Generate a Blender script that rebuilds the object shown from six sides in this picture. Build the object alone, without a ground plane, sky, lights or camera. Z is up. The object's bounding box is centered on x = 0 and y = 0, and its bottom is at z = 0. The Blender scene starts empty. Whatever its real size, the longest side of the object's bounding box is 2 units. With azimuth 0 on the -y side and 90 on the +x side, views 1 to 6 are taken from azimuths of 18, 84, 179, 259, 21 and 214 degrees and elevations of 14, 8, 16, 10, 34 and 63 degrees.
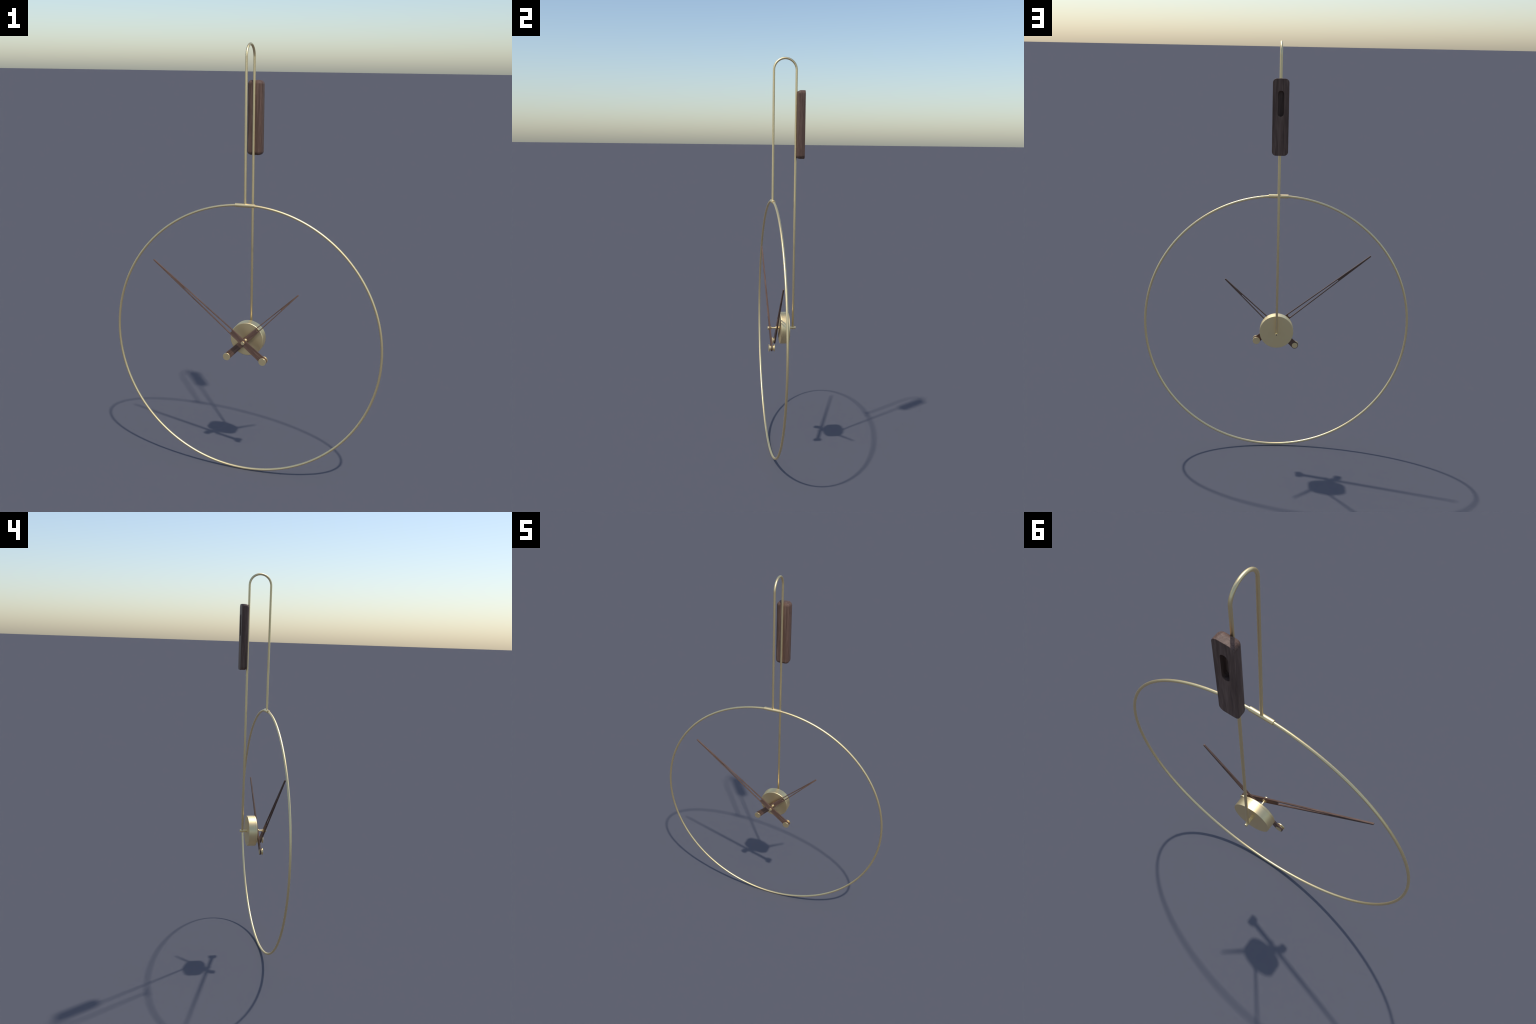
"""Minimal wall clock: brass hoop hung from a bent brass rod, drum movement,
two slotted walnut hands with brass counterweights, walnut mounting block."""
import bpy, bmesh, math
from mathutils import Matrix, Vector

# ------------------------------------------------------------------ sizes (m)
HOOP_RX, HOOP_RZ, WIRE_R = 0.6427, 0.6468, 0.0056   # slightly taller than wide
HOOP_Z = HOOP_RZ + WIRE_R           # hoop stands on z = 0
HOOP_Y = -0.0654                    # plane of the hoop and of the front rod
REAR_Y = 0.0461                     # rear leg of the rod
ROD_R = 0.0056
TOP_Z = 2.0
PIVOT_Z = 0.6525                    # axis of the movement

# ------------------------------------------------------------------ materials
def nodes_of(name):
    m = bpy.data.materials.new(name)
    m.use_nodes = True
    nt = m.node_tree
    return m, nt, nt.nodes["Principled BSDF"]

def brass_material(name, color, rough):
    m, nt, b = nodes_of(name)
    tc = nt.nodes.new("ShaderNodeTexCoord")
    n = nt.nodes.new("ShaderNodeTexNoise")
    n.inputs["Scale"].default_value = 60.0
    n.inputs["Detail"].default_value = 3.0
    nt.links.new(tc.outputs["Object"], n.inputs["Vector"])
    mr = nt.nodes.new("ShaderNodeMapRange")
    mr.inputs["To Min"].default_value = rough - 0.015
    mr.inputs["To Max"].default_value = rough + 0.015
    nt.links.new(n.outputs["Fac"], mr.inputs["Value"])
    nt.links.new(mr.outputs["Result"], b.inputs["Roughness"])
    b.inputs["Base Color"].default_value = (*color, 1)
    b.inputs["Metallic"].default_value = 1.0
    return m

def wood_material(name, along, dark, mid, light, rough=0.5):
    """Walnut: fine streaks stretched along one object axis."""
    m, nt, b = nodes_of(name)
    tc = nt.nodes.new("ShaderNodeTexCoord")
    mp = nt.nodes.new("ShaderNodeMapping")
    sc = [1.0, 1.0, 1.0]
    sc[along] = 0.045
    mp.inputs["Scale"].default_value = sc
    nt.links.new(tc.outputs["Object"], mp.inputs["Vector"])
    def noise(scale, detail, dist=0.0):
        n = nt.nodes.new("ShaderNodeTexNoise")
        n.inputs["Scale"].default_value = scale
        n.inputs["Detail"].default_value = detail
        n.inputs["Roughness"].default_value = 0.6
        n.inputs["Distortion"].default_value = dist
        nt.links.new(mp.outputs["Vector"], n.inputs["Vector"])
        return n
    broad, fine = noise(110.0, 2.0, 0.6), noise(420.0, 3.0)
    mix = nt.nodes.new("ShaderNodeMix")
    mix.data_type = 'FLOAT'
    mix.inputs["Factor"].default_value = 0.45
    nt.links.new(broad.outputs["Fac"], mix.inputs["A"])
    nt.links.new(fine.outputs["Fac"], mix.inputs["B"])
    ramp = nt.nodes.new("ShaderNodeValToRGB")
    cr = ramp.color_ramp
    cr.elements[0].position, cr.elements[0].color = 0.39, (*dark, 1)
    cr.elements[1].position, cr.elements[1].color = 0.61, (*light, 1)
    e = cr.elements.new(0.5)
    e.color = (*mid, 1)
    nt.links.new(mix.outputs["Result"], ramp.inputs["Fac"])
    nt.links.new(ramp.outputs["Color"], b.inputs["Base Color"])
    b.inputs["Roughness"].default_value = rough
    b.inputs["Specular IOR Level"].default_value = 0.25
    bp = nt.nodes.new("ShaderNodeBump")
    bp.inputs["Strength"].default_value = 0.08
    bp.inputs["Distance"].default_value = 0.0005
    nt.links.new(fine.outputs["Fac"], bp.inputs["Height"])
    nt.links.new(bp.outputs["Normal"], b.inputs["Normal"])
    return m

def plain_material(name, color, rough):
    m, nt, b = nodes_of(name)
    b.inputs["Base Color"].default_value = (*color, 1)
    b.inputs["Roughness"].default_value = rough
    return m

BRASS = brass_material("satin_brass", (1.0, 0.795, 0.435), 0.46)
WOOD_D, WOOD_M, WOOD_L = (0.100, 0.056, 0.040), (0.142, 0.082, 0.059), (0.200, 0.121, 0.089)
WOOD_Z = wood_material("walnut_upright_grain", 2, WOOD_D, WOOD_M, WOOD_L)
WOOD_X = wood_material("walnut_long_grain", 0, WOOD_D, WOOD_M, WOOD_L)
INK = brass_material("dulled_brass_engraving", (0.44, 0.39, 0.27), 0.55)
BORE = plain_material("dark_bore", (0.006, 0.006, 0.005), 0.8)

# ------------------------------------------------------------------ helpers
def finish(me, mats, angle=35):
    for m in mats:
        me.materials.append(m)
    for p in me.polygons:
        p.use_smooth = True
    me.set_sharp_from_angle(angle=math.radians(angle))
    me.update()

def add(name, me, parent, matrix=Matrix.Identity(4)):
    ob = bpy.data.objects.new(name, me)
    bpy.context.scene.collection.objects.link(ob)
    ob.parent = parent
    ob.matrix_local = matrix
    return ob

def weighted(me):
    """Large flat faces keep their own normals, the bevels take the bend."""
    name = me.name
    me.name = name + "_raw"
    ob = bpy.data.objects.new(name + "_source", me)
    bpy.context.scene.collection.objects.link(ob)
    md = ob.modifiers.new("weighted", 'WEIGHTED_NORMAL')
    md.mode, md.weight, md.keep_sharp = 'FACE_AREA', 100, True
    out = mesh_from(ob)
    out.name = name
    return out

def lathe(name, profile, mats, seg=96, bore_after=None):
    """Revolve (y, r) pairs about the y axis; r = 0 closes an end."""
    bm = bmesh.new()
    rings = []
    for y, r in profile:
        if r <= 1e-9:
            rings.append([bm.verts.new((0, y, 0))])
        else:
            rings.append([bm.verts.new((r * math.cos(2 * math.pi * i / seg), y,
                                        r * math.sin(2 * math.pi * i / seg))) for i in range(seg)])
    for k, (a, b) in enumerate(zip(rings, rings[1:])):
        for i in range(seg):
            j = (i + 1) % seg
            va = [a[0]] if len(a) == 1 else [a[i], a[j]]
            vb = [b[0]] if len(b) == 1 else [b[j], b[i]]
            f = bm.faces.new(va + vb)
            if bore_after is not None and k >= bore_after:
                f.material_index = 1
    bmesh.ops.recalc_face_normals(bm, faces=bm.faces)
    me = bpy.data.meshes.new(name)
    bm.to_mesh(me)
    bm.free()
    finish(me, mats)
    return weighted(me)

def sweep(name, path, r, mats, closed=False, seg=24, rounded_end=0.0):
    """Round wire along a planar path lying in a plane normal to `side`."""
    bm = bmesh.new()
    n = len(path)
    rings = []
    def ring(c, t, side, rr):
        up = side.cross(t).normalized()
        return [bm.verts.new(c + rr * (math.cos(2 * math.pi * k / seg) * side +
                                       math.sin(2 * math.pi * k / seg) * up)) for k in range(seg)]
    side = Vector((0, 1, 0)) if closed else Vector((1, 0, 0))
    for i, p in enumerate(path):
        if closed:
            t = path[(i + 1) % n] - path[i - 1]
        else:
            t = path[min(i + 1, n - 1)] - path[max(i - 1, 0)]
        t.normalize()
        if not closed and i == n - 1 and rounded_end:
            rings.append(ring(p - t * rounded_end, t, side, r))
            rings.append(ring(p - t * rounded_end * 0.3, t, side, r - rounded_end * 0.3))
            rings.append(ring(p, t, side, r - rounded_end))
        else:
            rings.append(ring(p, t, side, r))
    pairs = list(zip(rings, rings[1:])) + ([(rings[-1], rings[0])] if closed else [])
    for a, b in pairs:
        for k in range(seg):
            l = (k + 1) % seg
            bm.faces.new((a[k], a[l], b[l], b[k]))
    if not closed:
        bm.faces.new(rings[0])
        bm.faces.new(rings[-1])
    bmesh.ops.recalc_face_normals(bm, faces=bm.faces)
    me = bpy.data.meshes.new(name)
    bm.to_mesh(me)
    bm.free()
    finish(me, mats, 50)
    return me

def mesh_from(ob):
    dg = bpy.context.evaluated_depsgraph_get()
    me = bpy.data.meshes.new_from_object(ob.evaluated_get(dg))
    data = ob.data
    bpy.data.objects.remove(ob)
    return me

def arc(cx, cy, r, a0, a1, n):
    return [(cx + r * math.cos(a0 + (a1 - a0) * i / n), cy + r * math.sin(a0 + (a1 - a0) * i / n))
            for i in range(n + 1)]

# ------------------------------------------------------------------ the clock
clock = bpy.data.objects.new("wall_clock", None)
bpy.context.scene.collection.objects.link(clock)
clock["label"] = "minimal brass hoop wall clock with slotted walnut hands"
clock["category"] = "wall clock"

# hoop
N = 360
hoop_path = [Vector((HOOP_RX * math.cos(2 * math.pi * i / N), HOOP_Y,
                     HOOP_Z + HOOP_RZ * math.sin(2 * math.pi * i / N))) for i in range(N)]
add("hoop", sweep("hoop", hoop_path, WIRE_R, [BRASS], closed=True), clock)

# straight sleeve that joins the hoop to the rod
SL, SR, SI = 0.0465, 0.0089, 0.0061
sleeve = lathe("sleeve", [(SL - 0.006, SI - 0.0012), (SL - 0.0004, SI), (SL, SI + 0.0004), (SL, SR - 0.0007),
                          (SL - 0.0007, SR), (-SL + 0.0007, SR), (-SL, SR - 0.0007),
                          (-SL, SI + 0.0004), (-SL + 0.0004, SI), (-SL + 0.006, SI - 0.0012)], [BRASS], 48)
SLEEVE_Z = HOOP_Z + HOOP_RZ - 0.0009
add("sleeve", sleeve, clock,
    Matrix.Translation((0, HOOP_Y, SLEEVE_Z)) @ Matrix.Rotation(math.pi / 2, 4, 'Z'))

# bent rod: up from the sleeve, over a half circle, down to the axle
mid_y, bend = (HOOP_Y + REAR_Y) / 2, (REAR_Y - HOOP_Y) / 2
arc_z = TOP_Z - ROD_R - bend
rod_path = [Vector((0, HOOP_Y, SLEEVE_Z)), Vector((0, HOOP_Y, 1.6))]
rod_path += [Vector((0, mid_y - bend * math.cos(math.pi * i / 48), arc_z + bend * math.sin(math.pi * i / 48)))
             for i in range(49)]
rod_path += [Vector((0, REAR_Y, 1.3)), Vector((0, REAR_Y, PIVOT_Z - 0.0078))]
add("hanging_rod", sweep("hanging_rod", rod_path, ROD_R, [BRASS], rounded_end=0.003), clock)

# ------------------------------------------------------------------ wooden block
BW, BZ0, BZ1 = 0.0358, 1.5100, 1.8425      # half width, bottom, top
BY0, BY1 = 0.0492, 0.0876                  # front, back
CORNER, FILLET, BACKR = 0.0180, 0.0175, 0.0012

def rounded_rect(inset, n=10):
    w, h = BW - inset, (BZ1 - BZ0) / 2 - inset
    r = max(CORNER - inset, 0.0008)
    cz = (BZ0 + BZ1) / 2
    pts = []
    for sx, sz, a in ((1, 1, 0), (-1, 1, 90), (-1, -1, 180), (1, -1, 270)):
        pts += arc(sx * (w - r), cz + sz * (h - r), r, math.radians(a), math.radians(a + 90), n)
    return pts

bm = bmesh.new()
rings = []
steps = [(FILLET * (1 - math.sin(a)), BY0 + FILLET * (1 - math.cos(a)))
         for a in [math.pi / 2 * i / 10 for i in range(11)]]
steps += [(BACKR * (1 - math.cos(a)), BY1 - BACKR * (1 - math.sin(a)))
          for a in [math.pi / 2 * i / 4 for i in range(5)]]
for inset, y in steps:
    rings.append([bm.verts.new((x, y, z)) for x, z in rounded_rect(inset)])
for a, b in zip(rings, rings[1:]):
    for i in range(len(a)):
        j = (i + 1) % len(a)
        bm.faces.new((a[i], a[j], b[j], b[i]))
bm.faces.new(rings[0])
bm.faces.new(rings[-1])
bmesh.ops.recalc_face_normals(bm, faces=bm.faces)
me = bpy.data.meshes.new("block_body")
bm.to_mesh(me)
bm.free()
block = add("block_body", me, None)

# blind keyhole slot in the back
KW, KZ0, KZ1, KDEPTH = 0.0132, 1.6808, 1.7914, 0.0225
bm = bmesh.new()
outline = arc(0, KZ1 - KW, KW, 0, math.pi, 20) + arc(0, KZ0 + KW, KW, math.pi, 2 * math.pi, 20)
f0 = [bm.verts.new((x, BY1 - KDEPTH, z)) for x, z in outline]
f1 = [bm.verts.new((x, BY1 + 0.01, z)) for x, z in outline]
for i in range(len(f0)):
    j = (i + 1) % len(f0)
    bm.faces.new((f0[i], f0[j], f1[j], f1[i]))
bm.faces.new(f0)
bm.faces.new(f1)
bmesh.ops.recalc_face_normals(bm, faces=bm.faces)
me = bpy.data.meshes.new("slot_cutter")
bm.to_mesh(me)
bm.free()
cutter = add("slot_cutter", me, None)
md = block.modifiers.new("slot", 'BOOLEAN')
md.operation, md.object, md.solver = 'DIFFERENCE', cutter, 'EXACT'
me = mesh_from(block)
bpy.data.objects.remove(cutter)
me.materials.clear()
me.name = "mounting_block"
finish(me, [WOOD_Z], 40)
add("mounting_block", weighted(me), clock)

# ------------------------------------------------------------------ movement
CR, CF, CB, GY = 0.0808, -0.0225, 0.0220, -0.0128
case_profile = [(CB, 0), (CB, CR - 0.0010), (CB - 0.0003, CR - 0.0003), (CB - 0.0010, CR),
                (GY + 0.0006, CR), (GY + 0.0004, CR - 0.0009), (GY - 0.0004, CR - 0.0009), (GY - 0.0006, CR)]
case_profile += [(CF + 0.0035 * (1 - math.sin(a)), CR - 0.0035 * (1 - math.cos(a)))
                 for a in [math.pi / 2 * i / 6 for i in range(7)]]
case_profile += [(CF, 0)]
here = Matrix.Translation((0, 0, PIVOT_Z))
case = add("movement_case", lathe("movement_case", case_profile, [BRASS], 160), clock, here)

axle = lathe("axle", [(CB - 0.001, 0.0), (CB - 0.001, 0.0066), (0.0592, 0.0066), (0.0598, 0.0060), (0.0598, 0.0027),
                      (0.0596, 0.0025), (0.048, 0.0025), (0.048, 0)], [BRASS, BORE], 40, bore_after=5)
add("axle", axle, clock, here)

spindle = lathe("spindle", [
    (CF + 0.001, 0), (CF + 0.001, 0.0072), (-0.0320, 0.0072), (-0.0320, 0.0050), (-0.0396, 0.0050),
    (-0.0396, 0.0092), (-0.0412, 0.0092), (-0.0419, 0.0088), (-0.0424, 0.0074), (-0.0434, 0.0058), (-0.0450, 0.0047), (-0.0472, 0.0042),
    (-0.0635, 0.0042), (-0.0645, 0.0052), (-0.0651, 0.0066), (-0.0656, 0.0086), (-0.0662, 0.0094), (-0.0693, 0.0094), (-0.0693, 0.0050), (-0.0755, 0.0050),
    (-0.0755, 0.0088), (-0.0829, 0.0088), (-0.0836, 0.0081), (-0.0836, 0)], [BRASS], 48)
add("spindle", spindle, clock, here)

# lettering on the lower part of the case front
cu = bpy.data.curves.new("lettering", 'FONT')
cu.body = "nomon"
cu.align_x = 'CENTER'
cu.size = 0.0235
cu.extrude = 0.00025
cu.offset = -0.0006
cu.resolution_u = 4
tmp = add("lettering_source", cu, None)
me = mesh_from(tmp)
xs = [v.co.x for v in me.vertices]
ys = [v.co.y for v in me.vertices]
sx, sy = 0.0700 / (max(xs) - min(xs)), 0.0122 / (max(ys) - min(ys))
me.transform(Matrix.Diagonal((sx, sy, 1, 1)) @ Matrix.Translation((-(max(xs) + min(xs)) / 2, -min(ys), 0)))
me.transform(Matrix.Rotation(math.pi / 2, 4, 'X'))
me.materials.clear()
me.name = "lettering"
finish(me, [INK])
add("lettering", me, case, Matrix.Translation((-0.0035, CF - 0.0001, -0.0460)))

# ------------------------------------------------------------------ hands
def hand_mesh(name, tail, length, slot0, slot1, w_tail=0.0336, w_tip=0.0062, leg=0.0044, thick=0.0067):
    """Tapering blade along +x (face normal z), round tail, long tapering slot."""
    def half(x):
        return 0.5 * (w_tail + (w_tip - w_tail) * (x + tail) / (length + tail))
    slope = math.atan(0.5 * (w_tail - w_tip) / (length + tail))
    r1, r0 = half(length), half(-tail)
    outer = arc(length - r1, 0, r1, -math.pi / 2 + slope, math.pi / 2 - slope, 12)
    outer += arc(-tail, 0, r0, math.pi / 2 - slope, 3 * math.pi / 2 + slope, 32)
    h0, h1 = half(slot0) - leg, half(slot1) - leg
    c = h0 * 0.97
    inner = arc(slot1 - h1, 0, h1, -math.pi / 2 + slope, math.pi / 2 - slope, 10)
    inner += arc(slot0 + c, h0 - c, c, math.pi / 2, math.pi, 10)
    inner += arc(slot0 + c, -h0 + c, c, math.pi, 3 * math.pi / 2, 10)
    cu = bpy.data.curves.new(name, 'CURVE')
    cu.dimensions, cu.fill_mode = '2D', 'BOTH'
    bev = 0.0005
    cu.extrude, cu.bevel_depth, cu.bevel_resolution, cu.offset = thick / 2 - bev, bev, 1, -bev
    for pts in (outer, inner):
        sp = cu.splines.new('POLY')
        sp.points.add(len(pts) - 1)
        for q, (x, y) in zip(sp.points, pts):
            q.co = (x, y, 0, 1)
        sp.use_cyclic_u = True
    me = mesh_from(add(name + "_source", cu, None))
    me.materials.clear()
    me.name = name
    finish(me, [WOOD_X], 30)
    return weighted(me)

def hand_frame(dx, dz, y):
    """Local x along the hand, local z towards the viewer (-y)."""
    d = Vector((dx, 0, dz)).normalized()
    n = Vector((0, -1, 0))
    s = n.cross(d)
    m = Matrix((d, s, n)).transposed().to_4x4()
    return Matrix.Translation((0, y, PIVOT_Z)) @ m

# counterweight: a grooved brass button, lathed about local z of the hand
FR, NR = 0.0181, 0.0120
front_half = [(0.0, NR), (0.0108, NR), (0.0110, FR - 0.0004), (0.0114, FR), (0.0142, FR), (0.0148, FR - 0.0006), (0.0148, 0)]
full_button = [(-y, r) for y, r in reversed(front_half)][:-1] + front_half[1:]
short_half = [(y - 0.0018 if y > 0 else y, r) for y, r in front_half]
flush_button = [(-0.0043, 0), (-0.0043, 0.0134), (-0.0040, 0.0138), (-0.0030, 0.0138), (-0.0030, NR)] + short_half[1:]
to_z = Matrix.Rotation(math.pi / 2, 4, 'X')

def build_hand(name, dx, dz, y, tail, length, slot0, slot1, button):
    hand = add(name, hand_mesh(name, tail, length, slot0, slot1), clock, hand_frame(dx, dz, y))
    me = lathe("counterweight", button, [BRASS], 64)
    add("counterweight", me, hand, Matrix.Translation((-tail, 0, 0)) @ to_z)

build_hand("minute_hand", -0.4488, 0.3597, -0.0728, 0.1248, 0.5757, 0.0750, 0.3790, full_button)
build_hand("hour_hand", 0.2490, 0.2465, -0.0363, 0.1285, 0.3510, 0.0745, 0.2385, flush_button)
